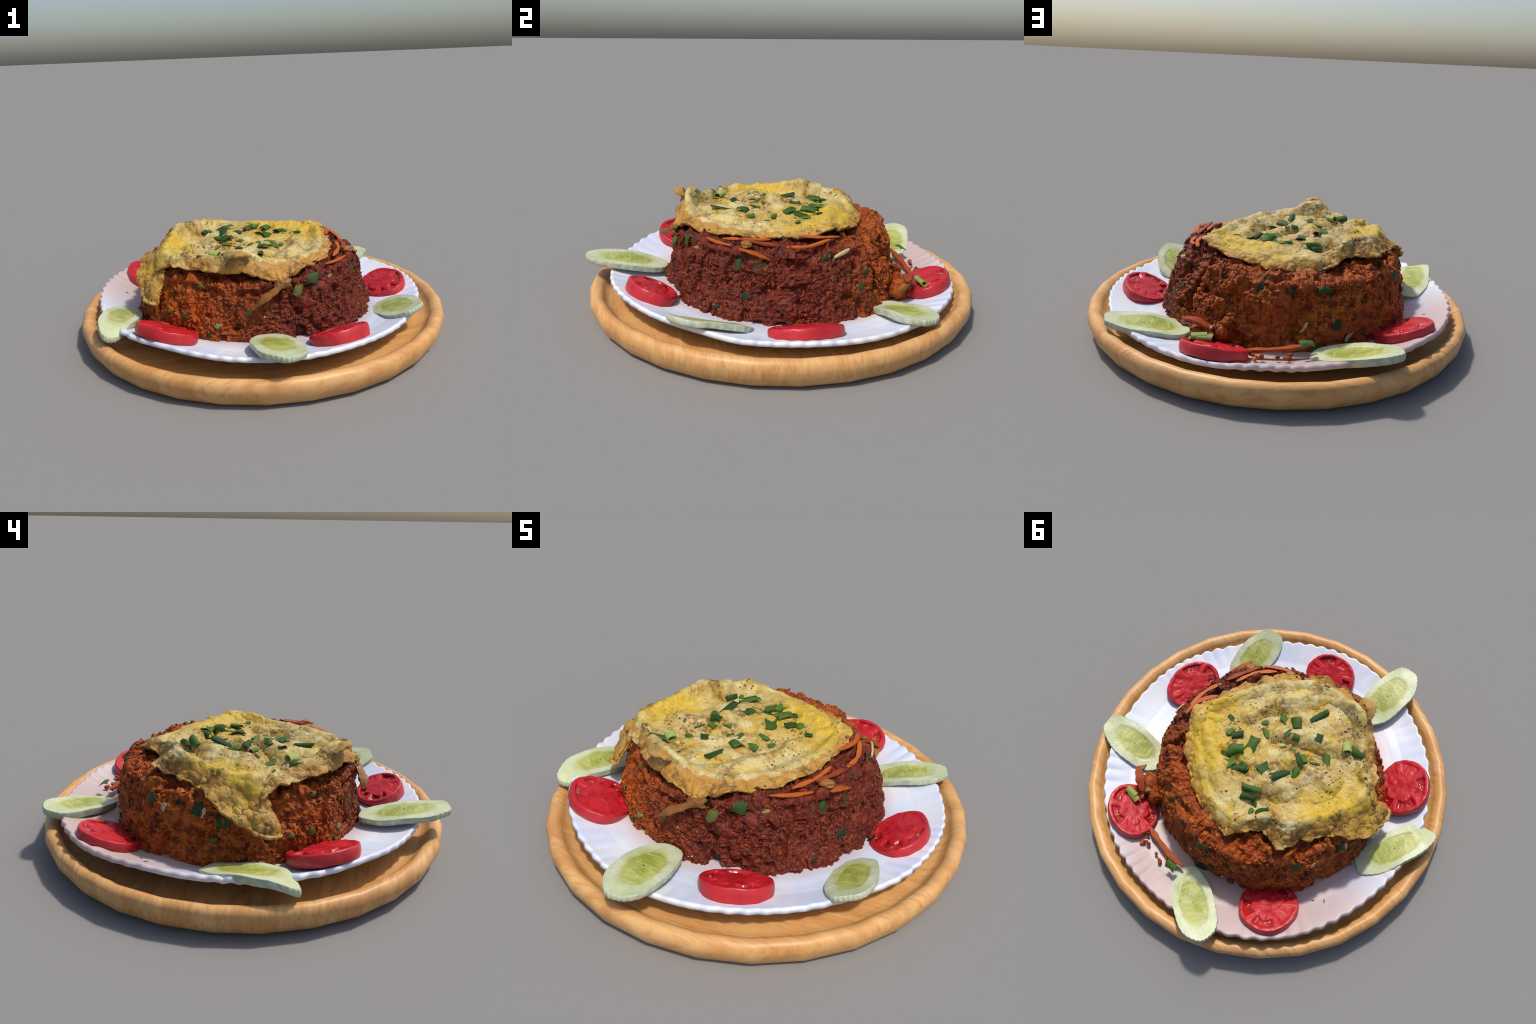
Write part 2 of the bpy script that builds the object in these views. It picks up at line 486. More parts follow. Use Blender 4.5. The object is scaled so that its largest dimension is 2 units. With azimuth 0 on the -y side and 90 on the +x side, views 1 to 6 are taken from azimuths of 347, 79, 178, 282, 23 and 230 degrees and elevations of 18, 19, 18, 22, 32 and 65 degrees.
def build_rice():
    top = thing('fried_rice_dome', 'moulded dome of orange red fried rice with vegetables', 'fried rice', (-.03, .03, .1))
    nt, ns = 860, 210
    th = np.arange(nt) / nt * TAU
    # profile: k along the wall (0..1) then over the shoulder to the centre
    s = np.linspace(0, 1, ns)
    wall = np.clip(s / .62, 0, 1)
    cap = np.clip((s - .62) / .38, 0, 1)
    z = .092 + (.405 - .092) * wall
    # rounded shoulder
    z = z + .030 * np.sin(np.clip(cap * 2.2, 0, 1) * math.pi / 2) + .004 * smooth(.3, 1, cap)
    shrink = 1 - cap ** 1.15
    shrink = np.where(s < .62, 1 - .035 * smooth(.75, 1, wall), shrink * (1 - .035))
    TH, S = np.meshgrid(th, s, indexing='xy')
    Zm = np.repeat(z[:, None], nt, 1)
    Sh = np.repeat(shrink[:, None], nt, 1)
    cx, cy, rx, ry = rice_ring(TH, Zm)
    # gentle irregularity of the moulded outline
    c, sn = np.cos(TH), np.sin(TH)
    lo = fbm(np.stack([c * 1.6, sn * 1.6, Zm * 2], -1).reshape(-1, 3), 2, 11).reshape(TH.shape)
    rad = 1 + .030 * lo
    def crease(ang, wid, depth, lean):
        d = (TH - ang - lean * (Zm - .2) + math.pi) % TAU - math.pi
        d = d + .05 * vnoise(np.stack([Zm * 14, TH * 3, TH * 0], -1).reshape(-1, 3), 21).reshape(TH.shape)
        return -depth * np.exp(-(d / wid) ** 2)
    rad = rad + (crease(math.radians(40), .024, .075, .1) * smooth(.08, .16, Zm) + crease(math.radians(52), .10, .055, 0) * smooth(.26, .36, Zm) + crease(math.radians(-142), .11, .040, 0) * smooth(.22, .34, Zm) + crease(math.radians(-83), .05, .05, -.2)) * smooth(.99, .8, S * 1.0 + .0)
    # one shoulder behind the crack is pushed outwards
    d = (TH - math.radians(30) + math.pi) % TAU - math.pi
    rad = rad + .02 * np.exp(-(d / .14) ** 2) * smooth(.4, .1, Zm)
    d = (TH - math.radians(17) + math.pi) % TAU - math.pi
    rad = rad + .035 * np.exp(-(d / .22) ** 2) * smooth(.15, .30, Zm)
    X = cx + rx * rad * Sh * c
    Y = cy + ry * rad * Sh * sn
    # the foot follows the tilted plate
    foot = plate_tilt(X, Y) * (1 - smooth(.08, .26, Zm))
    V = np.stack([X, Y, Zm + foot], -1).reshape(-1, 3)
    Q = grid_faces(ns, nt)
    N = vert_normals(V, Q)
    upper = smooth(.30, .44, V[:, 2])
    lump = fbm(V * 16, 3, 31)
    chunky = ridged(V * 13 + 4, 2, 37)
    grainy = ridged(V * 42, 2, 41)
    fine = fbm(V * 75, 2, 45)
    under = smooth(.55, .75, Sh.reshape(-1))
    settle = smooth(.091, .11, Zm.reshape(-1))
    disp = .016 * fbm(V * 8, 2, 33) + .011 * lump + .010 * grainy + .005 * fine + upper * under * (.026 * chunky + .012 * fbm(V * 22, 2, 47))
    pit = smooth(.35, .6, vnoise(V * 19 + 3, 51))
    disp = disp - .024 * pit
    disp = disp - .03 * (1 - under)
    off = N * disp[:, None]
    off[:, 2] *= settle                      # keep the foot on the plate
    V = V + off
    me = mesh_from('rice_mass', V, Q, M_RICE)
    body = add('rice_mass', me, top)
    N = vert_normals(V, Q)
    # ---- grains pressed into the surface
    area = Sh.reshape(-1) * (1 - cap[:, None].repeat(nt, 1).reshape(-1) * .5)
    ok = (area > .55) & (V[:, 2] - foot.reshape(-1) > .100)
    ids = np.nonzero(ok)[0]
    pick = RNG.choice(ids, 14000, replace=True)
    dense = fbm(V[pick] * 11, 2, 55)
    pick = pick[dense > -.10][:6800]
    P = V[pick] - N[pick] * RNG.uniform(.0, .0055, (len(pick), 1))
    n = N[pick]
    # smooth normal a little towards radial/up so grains lie in the surface
    tgt = RNG.normal(0, 1, (len(pick), 3)) + np.array([0, 0, .25])
    tdir = tgt - n * (np.sum(tgt * n, 1, keepdims=True)) * RNG.uniform(.85, 1.0, (len(pick), 1))
    tdir /= np.linalg.norm(tdir, axis=1, keepdims=True)
    b = np.cross(n, tdir)
    b /= np.linalg.norm(b, axis=1, keepdims=True) + 1e-9
    w = np.cross(tdir, b)
    # unit grain: pointed ellipsoid, 7 around x 6 along
    ka, kl = 6, 6
    G, F = [], []
    for i in range(1, kl):
        u = math.pi * i / kl
        for j in range(ka):
            v = TAU * j / ka
            G.append((-math.cos(u), math.sin(u) ** .8 * math.cos(v), math.sin(u) ** .8 * math.sin(v)))
    G = np.array([(-1, 0, 0)] + G + [(1, 0, 0)])
    for j in range(ka):
        F.append((0, 1 + (j + 1) % ka, 1 + j))
        last = 1 + (kl - 2) * ka
        F.append((len(G) - 1, last + j, last + (j + 1) % ka))
    quads = []
    for i in range(kl - 2):
        for j in range(ka):
            a0 = 1 + i * ka
            quads.append((a0 + j, a0 + (j + 1) % ka, a0 + ka + (j + 1) % ka, a0 + ka + j))
    m = len(pick)
    L = RNG.uniform(.0105, .0165, m)
    Wd = RNG.uniform(.0042, .0065, m)
    Vg = (P[:, None] + G[None, :, :1] * (L[:, None, None] * tdir[:, None]) + G[None, :, 1:2] * (Wd[:, None, None] * b[:, None])
          + G[None, :, 2:3] * (Wd[:, None, None] * w[:, None])).reshape(-1, 3)
    off = (np.arange(m) * len(G))[:, None, None]
    faces = (np.array(F)[None] + off).reshape(-1, 3).tolist() + (np.array(quads)[None] + off).reshape(-1, 4).tolist()
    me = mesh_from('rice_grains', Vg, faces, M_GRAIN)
    add('rice_grains', me, top, kind='stuff')
    return top, body

# ---------------------------------------------------- chopped vegetables ----
def strip_mesh(name, length, width, thick, bend, mat, seed, taper=.25, cup=0., nx=14, ny=6):
    """a curled strip with real thickness: along x, across y"""
    r = np.random.default_rng(seed)
    u = np.linspace(-1, 1, nx)
    v = np.linspace(-1, 1, ny)
    U, W = np.meshgrid(u, v, indexing='ij')
    p = r.uniform(0, TAU, 3)
    half = width / 2 * (1 - taper * np.abs(U) ** 3) * (1 + .12 * np.sin(U * 3 + p[0]))
    X = U * length / 2 + .06 * length * W * np.sin(p[1])
    Y = W * half + .05 * length * np.sin(U * 2 + p[1])
    Z = bend * (1 - U ** 2) + cup * (1 - W ** 2) * width + .06 * width * np.sin(3 * U + p[2]) * W
    Vt = np.stack([X, Y, Z + thick / 2], -1).reshape(-1, 3)
    Vb = np.stack([X, Y, Z - thick / 2], -1).reshape(-1, 3)
    k = nx * ny
    q = grid_faces(nx, ny, closed=False)
    F = q.tolist() + [tuple(x + k for x in reversed(f)) for f in q.tolist()]
    loop = [i * ny for i in range(nx)] + [(nx - 1) * ny + j for j in range(1, ny)] + \
           [i * ny + ny - 1 for i in range(nx - 2, -1, -1)] + [j for j in range(ny - 2, 0, -1)]
    for a, b in zip(loop, loop[1:] + loop[:1]):
        F.append((a, a + k, b + k, b))
    V = np.concatenate([Vt, Vb])
    me = mesh_from(name, V, F, mat)
    import bmesh
    bm = bmesh.new()
    bm.from_mesh(me)
    bmesh.ops.recalc_face_normals(bm, faces=bm.faces)
    bm.to_mesh(me)
    bm.free()
    me.set_sharp_from_angle(angle=math.radians(50))
    return me

def ring_mesh(name, rad, length, thick, mat, arc=TAU, seed=0):
    """a cut piece of hollow scallion tube lying along x"""
    n, r = 16, np.random.default_rng(seed)
    a = np.linspace(0, arc, n + 1)
    V, F = [], []
    sl = r.uniform(-.3, .3)
    for (x, rr) in ((-length / 2, rad), (length / 2, rad), (length / 2, rad - thick), (-length / 2, rad - thick)):
        for t in a:
            V.append((x + sl * rad * math.sin(t), rr * math.cos(t) * 1.15, rr * math.sin(t) * .8))
    m = n + 1
    for k in range(4):
        for j in range(n):
            F.append((k * m + j, k * m + j + 1, ((k + 1) % 4) * m + j + 1, ((k + 1) % 4) * m + j))
    if arc < TAU - .01:
        F.append((0, m, 2 * m, 3 * m))
        F.append((n, 3 * m + n, 2 * m + n, m + n))
    me = mesh_from(name, V, F, mat)
    me.set_sharp_from_angle(angle=math.radians(45))
    return me

LEAF_MESHES = [strip_mesh('scallion_leaf', 1, .42, .05, .05, M_LEAF, s, .2, c) for s, c in ((1, .25), (2, .35), (3, .15), (4, -.2))]
LEAF_BROAD = [strip_mesh('scallion_leaf_broad', 1, .8, .05, .08, M_LEAF, s, .1, c) for s, c in ((5, .2), (6, .3), (7, -.15))]
RICE_LEAF = [strip_mesh('stewed_leaf', 1, .8, .06, .08, M_RICE_LEAF, s, .1, c) for s, c in ((5, .2), (6, .3), (8, -.15), (9, .1))]
TUBE_MESHES = [ring_mesh('scallion_tube', .3, 1, .07, M_STALK, TAU * .999, 3), ring_mesh('scallion_half_tube', .3, 1, .07, M_LEAF, math.pi * 1.15, 4)]

def oriented(loc, normal, direction, scale):
    n = Vector(normal).normalized()
    d = Vector(direction)
    d = (d - n * d.dot(n)).normalized()
    b = n.cross(d)
    M = Matrix((d, b, n)).transposed().to_4x4()
    s = scale if isinstance(scale, (tuple, list)) else (scale,) * 3
    return Matrix.Translation(loc) @ M @ Matrix.Diagonal((*s, 1))

# ------------------------------------------------------------- omelette -----
EGG_C = np.array((-.075, -.02, .485))
# outer edge of the sheet, anticlockwise from +x:  x, y, z
EGG_EDGE = [(.400, .060, .455), (.385, .175, .475), (.285, .290, .445), (.150, .385, .435), (-.020, .460, .430),
            (-.130, .470, .428), (-.245, .460, .465), (-.290, .400, .475), (-.340, .310, .455), (-.420, .325, .460), (-.480, .315, .475),
            (-.490, .225, .445), (-.555, .110, .440), (-.625, .030, .420), (-.660, -.035, .380), (-.680, -.140, .325),
            (-.660, -.250, .278), (-.600, -.290, .275), (-.590, -.235, .345), (-.595, -.195, .400), (-.530, -.245, .455),
            (-.490, -.280, .450), (-.400, -.360, .450), (-.310, -.430, .455), (-.240, -.480, .465), (-.170, -.515, .455), (-.105, -.520, .425),
            (-.030, -.525, .415), (.085, -.495, .445), (.190, -.410, .440), (.265, -.325, .435), (.335, -.185, .435), (.380, -.055, .445)]
# the fold/ridge line a little inside the edge
EGG_RIDGE = [(.345, .050, .487), (.330, .160, .492), (.240, .250, .470), (.110, .330, .466), (-.020, .385, .466),
             (-.130, .400, .484), (-.230, .390, .506), (-.270, .345, .520), (-.330, .260, .535), (-.380, .245, .538), (-.420, .215, .536),
             (-.440, .175, .522), (-.480, .080, .508), (-.510, .010, .500), (-.528, -.040, .494), (-.535, -.095, .490),
             (-.532, -.130, .490), (-.525, -.160, .490), (-.518, -.180, .492), (-.508, -.200, .495), (-.495, -.215, .498),
             (-.460, -.235, .505), (-.370, -.315, .505), (-.290, -.380, .516), (-.235, -.430, .556), (-.170, -.455, .545), (-.110, -.455, .512),
             (-.030, -.455, .492), (.070, -.435, .485), (.160, -.355, .472), (.220, -.285, .465), (.275, -.165, .463), (.320, -.045, .472)]

# creases and swells of the sheet: height, width, points
EGG_FOLDS = [
    (-.022, .022, [(.304, .086), (.266, -.049), (.209, -.230), (.166, -.349), (.110, -.413)]),
    (.012, .022, [(.305, .110), (.183, .003), (.160, -.170), (.066, -.330), (-.067, -.430)]),
    (-.014, .026, [(.250, .047), (.117, -.017), (.072, -.180), (-.053, -.369)]),
    (-.024, .024, [(-.018, -.019), (-.085, -.085), (-.172, -.133), (-.296, -.170), (-.394, -.179)]),
    (.014, .030, [(.001, -.085), (-.101, -.180), (-.233, -.246), (-.345, -.265)]),
    (.014, .034, [(-.155, .178), (-.262, .094), (-.264, -.050), (-.403, -.088)]),
    (-.026, .030, [(-.189, .238), (-.303, .185), (-.400, .111), (-.490, -.018), (-.470, -.124)]),
    (-.022, .020, [(-.180, -.390), (-.298, -.339), (-.397, -.250), (-.469, -.147)]),
    (.014, .040, [(.261, .192), (.132, .238), (.012, .309), (-.108, .350)]),
    (-.022, .026, [(.103, .205), (.030, .184), (-.050, .186)])]

def fold_height(x, y):
    z = np.zeros_like(x)
    for h, w, pts in EGG_FOLDS:
        d2 = np.full_like(x, 9.)
        for (ax, ay), (bx, by) in zip(pts, pts[1:]):
            dx, dy = bx - ax, by - ay
            t = np.clip(((x - ax) * dx + (y - ay) * dy) / (dx * dx + dy * dy), 0, 1)
            d2 = np.minimum(d2, (x - ax - t * dx) ** 2 + (y - ay - t * dy) ** 2)
        z = z + h * np.exp(-d2 / w ** 2)
    return z

def egg_relief(x, y):
    """bumps and hollows of the sheet inside the ridge, relative to z .478"""
    def g(cx, cy, r, h):
        return h * np.exp(-((x - cx) ** 2 + (y - cy) ** 2) / r ** 2)
    z = g(-.157, -.011, .045, .055) + g(-.15, .03, .16, .010) + g(-.20, .08, .07, .022) + g(.02, .20, .10, .018) + g(.24, .18, .12, .012)
    z = z + g(.084, -.062, .10, -.022) + g(-.26, -.17, .09, -.012) + g(-.07, -.07, .06, -.018) + g(-.32, .13, .10, -.022)
    z = z + g(.02, -.26, .09, .014) + g(-.40, -.08, .10, .010) + g(-.22, .27, .07, -.014) + g(.15, -.19, .07, .012) + g(-.15, -.30, .10, .008) + g(.22, -.16, .14, -.014)
    return z

def build_egg(body):
    top = thing('omelette', 'thin crinkled yellow fried egg sheet with scallions', 'omelette', (-.07, -.02, .45))
    na, ni, ne = 900, 90, 60
    E = closed_spline(EGG_EDGE, na)
    R = closed_spline(EGG_RIDGE, na)
    f = np.linspace(0, 1, ni) ** .75
    inner = []
    for t in f:
        xy = EGG_C[:2] + (R[:, :2] - EGG_C[:2]) * t
        wob = .014 * np.stack([fbm(np.column_stack([xy * 9, xy[:, 0] * 0]), 2, q) for q in (91, 92)], -1)
        base = .464 + egg_relief(xy[:, 0], xy[:, 1]) + 1.5 * fold_height(xy[:, 0] + wob[:, 0], xy[:, 1] + wob[:, 1])
        far = np.hypot(xy[:, 0] + .04, xy[:, 1] - .02)
        base = np.maximum(base, .438 + .034 * smooth(.25, .46, far))   # the rice holds it up
        k = smooth(.885, 1, t) ** 1.3
        z = base * (1 - k) + (R[:, 2] + .002) * k
        inner.append(np.column_stack([xy, z]))
    outer = []
    for t in np.linspace(0, 1, ne + 1)[1:]:
        # arcs over the fold then hangs to the edge
        xy = R[:, :2] + (E[:, :2] - R[:, :2]) * t
        z = R[:, 2] + .002 + (E[:, 2] - R[:, 2] - .002) * (1.15 * t - .15 * t * t)
        outer.append(np.column_stack([xy, z]))
    V = np.concatenate(inner + outer)
    nr = ni + ne
    edge = np.concatenate([np.zeros(ni), np.linspace(0, 1, ne + 1)[1:]]).repeat(na)
    rr = np.concatenate([f, np.ones(ne)]).repeat(na)
    Q = grid_faces(nr, na)
    N = vert_normals(V, Q)
    N[:na] = (0, 0, 1)
    mid = smooth(0, .12, rr)
    warp = V + .02 * np.stack([gfbm(V * 8, 2, q) for q in (81, 82, 83)], -1)
    d = .008 * gfbm(warp * np.array((8, 6, 8)), 2, 61) + .0035 * gfbm(warp * np.array((19, 25, 22)), 2, 63) \
        + .0014 * gridged(warp * 26, 2, 64) + .0020 * gfbm(V * 55, 3, 65)
    d = d + .011 * smooth(.88, .98, rr) * gfbm(V * 12, 2, 68)
    # crinkles grow towards the edge
    d = d + smooth(.1, .9, edge) * (.011 * gfbm(V * 13, 2, 67) + .005 * gridged(V * 18, 2, 69)) - .002
    V = V + N * (d * mid)[:, None]
    out = V[:, :2] - EGG_C[:2]
    out /= np.linalg.norm(out, axis=1, keepdims=True) + 1e-9
    V[:, :2] += out * (smooth(.3, 1, edge) * .016 * gfbm(V * 15, 2, 71))[:, None]
    # a thin lip turned up along the very edge
    V[:, 2] += .007 * smooth(.86, 1, edge) * (1 + gfbm(V * 14, 2, 73))
    # keep the sheet above the rice beneath
    fc = V[Q].mean(1)
    e = edge[Q].mean(1)
    rim = (e + .25 * fbm(fc * 12, 2, 75) > .20).astype(int)
    V[:na] = V[:na].mean(0)
    me = mesh_from('egg_sheet', V, Q, [M_EGG, M_RIM], idx=rim)
    ob = add('egg_sheet', me, top)
    apply_mod(ob, 'SOLIDIFY', thickness=.012, offset=-1.0)
    return top, ob

# chopped scallion on the egg: x, y, length, width, heading degrees, kind
EGG_GREENS = [
    (-0.067, -0.288, 0.108, 0.031, -103, 'tube'), (-0.021, -0.183, 0.062, 0.053, 148, 'broad'), (0.038, -0.154, 0.056, 0.037, 165, 'broad'),
    (-0.038, -0.114, 0.050, 0.028, -86, 'leaf'), (-0.079, -0.124, 0.037, 0.037, -142, 'broad'), (-0.165, -0.206, 0.043, 0.037, -69, 'broad'),
    (-0.265, -0.165, 0.068, 0.037, 135, 'tube'), (-0.297, -0.267, 0.050, 0.046, 136, 'stalk'), (-0.340, -0.290, 0.087, 0.043, -159, 'tube'),
    (0.047, -0.033, 0.062, 0.028, 156, 'leaf'), (0.099, -0.073, 0.037, 0.025, -132, 'leaf'), (0.228, 0.048, 0.037, 0.028, -164, 'leaf'),
    (0.165, 0.103, 0.046, 0.031, -97, 'leaf'), (0.126, 0.087, 0.062, 0.037, -127, 'tube'), (0.035, 0.067, 0.093, 0.053, -70, 'broad'),
    (0.094, 0.204, 0.056, 0.037, -153, 'broad'), (0.064, 0.148, 0.081, 0.056, -120, 'broad'), (0.026, 0.215, 0.062, 0.043, -107, 'broad'),
    (-0.024, 0.173, 0.056, 0.050, 169, 'tube'), (-0.024, 0.204, 0.068, 0.037, -130, 'broad'), (-0.109, 0.111, 0.062, 0.056, 157, 'broad'),
    (-0.188, 0.082, 0.099, 0.038, -105, 'tube'), (-0.227, 0.011, 0.062, 0.040, 133, 'broad'), (-0.126, -0.059, 0.040, 0.022, -173, 'leaf'),
    (-0.189, -0.043, 0.062, 0.034, 167, 'broad'), (-0.194, -0.075, 0.046, 0.026, 153, 'tube'), (-0.249, -0.097, 0.050, 0.012, -138, 'leaf'),
    (-0.148, 0.224, 0.099, 0.037, -144, 'broad'), (-0.165, 0.265, 0.068, 0.037, -140, 'broad'), (-0.201, 0.252, 0.056, 0.019, 149, 'leaf'),
    (-0.231, 0.296, 0.031, 0.025, -88, 'leaf'), (-0.269, 0.258, 0.068, 0.031, -113, 'broad'), (-0.070, -0.048, 0.037, 0.017, -119, 'leaf')]

def scatter_greens(parent, sheet):
    dg = bpy.context.evaluated_depsgraph_get()
    bvh = BVHTree.FromObject(sheet, dg)
    r = np.random.default_rng(12)
    for i, (x, y, l, w, head, kind) in enumerate(EGG_GREENS):
        hit, n, *_ = bvh.ray_cast(Vector((x, y, 1)), Vector((0, 0, -1)))
        if hit is None:
            continue
        n = (n + Vector((0, 0, 1.5)) + Vector(r.normal(0, .22, 3))).normalized()
        h = math.radians(head)
        d = (math.cos(h), math.sin(h), 0)
        if kind == 'tube':
            me, sc = TUBE_MESHES[1], (l, w * 1.5, w * 1.3)
        elif kind == 'stalk':
            me, sc = TUBE_MESHES[0], (l, w * 1.5, w * 1.5)
        elif kind == 'broad':
            me, sc = LEAF_BROAD[i % 3], (l, w * 1.25, l * .8)
        else:
            me, sc = LEAF_MESHES[i % 4], (l, w * 2.2, l * .7)
        ob = add('scallion_piece', me, parent)
        lift = w * .25 if kind == 'stalk' else .004
        ob.matrix_world = oriented(hit + n * lift, n, d, sc)

# bits in the rice: azimuth deg, height, kind, length, width, tilt of long axis
RICE_BITS = [
    (110, .23, 'green', .055, .045, 70), (103, .105, 'green', .09, .07, 10), (96, .22, 'onion', .07, .016, 60), (118, .165, 'onion', .11, .03, 40),
    (125, .30, 'green', .03, .02, 0), (120, .24, 'green', .03, .018, 20), (141, .20, 'green', .06, .04, 85), (172, .10, 'green', .085, .05, 10),
    (178, .36, 'onion', .05, .02, 80), (160, .35, 'onion', .05, .03, 80), (165, .385, 'green', .09, .06, 20), (152, .36, 'green', .08, .05, 50),
    (175, .37, 'green', .07, .045, 70), (190, .37, 'green', .09, .06, 10), (186, .34, 'green', .08, .06, 80), (182, .245, 'stalk', .05, .02, 5),
    (214, .25, 'stalk', .04, .03, 20), (223, .25, 'stalk', .045, .034, 40), (240, .22, 'stalk', .04, .04, 70), (236, .18, 'green', .05, .014, 85),
    (255, .28, 'green', .045, .03, 60), (262, .25, 'onion', .04, .014, 20), (228, .385, 'stalk', .05, .03, 10), (270, .155, 'onion', .035, .012, 20),
    (281, .155, 'green', .035, .03, 20), (279, .365, 'stalk', .07, .05, 50), (276, .385, 'green', .09, .06, 20), (289, .395, 'green', .09, .06, 0),
    (301, .385, 'stalk', .04, .02, 20), (328, .36, 'green', .08, .05, 85),
    (339, .36, 'green', .07, .05, 10), (333, .23, 'green', .06, .045, 30), 
    (10, .385, 'green', .085, .05, 30), (18, .40, 'onion', .1, .024, 20), (12, .29, 'green', .05, .02, 85), (25, .24, 'green', .04, .04, 40),
    (30, .30, 'green', .04, .03, 10), (286, .085, 'tube', .085, .035, 40), (55, .37, 'green', .06, .05, 20), (75, .375, 'green', .06, .04, 60),
    (90, .38, 'green', .07, .04, 10), (105, .385, 'green', .08, .04, 0), (60, .33, 'green', .04, .03, 60), 
    (320, .16, 'green', .04, .02, 30), (200, .15, 'onion', .04, .02, 50)]

def bits_on_rice(parent, body):
    dg = bpy.context.evaluated_depsgraph_get()
    bvh = BVHTree.FromObject(body, dg)
    for i, (az, z, kind, l, w, tilt) in enumerate(RICE_BITS):
        a = math.radians(az)
        out = Vector((math.cos(a), math.sin(a), 0))
        hit, n, *_ = bvh.ray_cast(Vector((-.04, .02, z)) + out * 1.2, -out)
        if hit is None:
            continue
        n = (n * .5 + out + Vector((0, 0, .25))).normalized()
        l, w = l * .85, w * .85
        t = math.radians(tilt)
        d = Vector((-out.y, out.x, 0)) * math.cos(t) + Vector((0, 0, 1)) * math.sin(t)
        if kind == 'tube':
            me, sc, nm = TUBE_MESHES[1], (l, w * 1.5, w * 1.3), 'scallion_piece'
        elif kind == 'stalk':
            me, sc, nm = STALK_CHIP[i % 2], (l, w * 1.6, l * .8), 'scallion_stalk_piece'
        elif kind == 'onion':
            me, sc, nm = ONION_CHIP[i % 2], (l, w * 2.4, l * .6), 'onion_shred'
        else:
            me, sc, nm = RICE_LEAF[i % 4], (l, w * 1.25, l * .8), 'scallion_piece'
        ob = add(nm, me, parent)
        ob.matrix_world = oriented(hit + n * .001, n, d, sc)

STALK_CHIP = [strip_mesh('stalk_chip', 1, .6, .14, .1, M_STEWED, s, .2, .3) for s in (11, 12)]
ONION_CHIP = [strip_mesh('onion_chip', 1, .4, .1, .1, M_ONION, s, .5, .2) for s in (13, 14)]

def shred(parent, name, pts, width, thick, mat, seed):
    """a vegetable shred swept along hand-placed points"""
    P = [Vector(p) for p in pts]
    n = 8 * (len(P) - 1)
    r = np.random.default_rng(seed)
    p1, p2 = r.uniform(0, TAU, 2)
    C = []
    for k in range(n + 1):
        t = k / n * (len(P) - 1)
        i = min(int(t), len(P) - 2)
        u = t - i
        a, b, c, d = P[max(i - 1, 0)], P[i], P[i + 1], P[min(i + 2, len(P) - 1)]
        C.append(.5 * (2 * b + (c - a) * u + (2 * a - 5 * b + 4 * c - d) * u * u + (3 * b - a - 3 * c + d) * u ** 3))
    V, F = [], []
    m = 8
    for k, c in enumerate(C):
        tan = (C[min(k + 1, n)] - C[max(k - 1, 0)]).normalized()
        side = tan.cross(Vector((0, 0, 1))).normalized()
        up = side.cross(tan)
        s = min(1, .35 + 3.0 * min(k, n - k) / n) * (1 + .16 * math.sin(k * .55 + p1) + .10 * math.sin(k * 1.3 + p2))
        for j in range(m):
            a = TAU * j / m
            ca, sa = math.cos(a), math.sin(a)
            sq = 1 / max(abs(ca), abs(sa)) ** .6
            V.append(c + side * (ca * sq * width / 2 * s) + up * (sa * sq * thick / 2 * s))
    for k in range(n):
        for j in range(m):
            F.append((k * m + j, k * m + (j + 1) % m, (k + 1) * m + (j + 1) % m, (k + 1) * m + j))
    F.append(tuple(reversed(range(m))))
    F.append(tuple(n * m + j for j in range(m)))
    me = mesh_from(name, [tuple(v) for v in V], F, mat)
    me.set_sharp_from_angle(angle=math.radians(40))
    return add(name, me, parent)

def lump(parent, name, c, size, mat, seed, rough=.35):
    n, k = 28, 16
    a = np.arange(n) / n * TAU
    b = np.linspace(.001, math.pi - .001, k)
    B, A = np.meshgrid(b, a, indexing='ij')
    D = np.stack([np.sin(B) * np.cos(A), np.sin(B) * np.sin(A), np.cos(B)], -1).reshape(-1, 3)
    r = 1 + rough * ridged(D * 1.3 + seed, 2, seed) + .2 * fbm(D * 3, 2, seed + 3)
    V = D * r[:, None] * np.array(size) + np.array(c)
    return add(name, mesh_from(name, V, grid_faces(k, n)[:, ::-1], mat), parent)

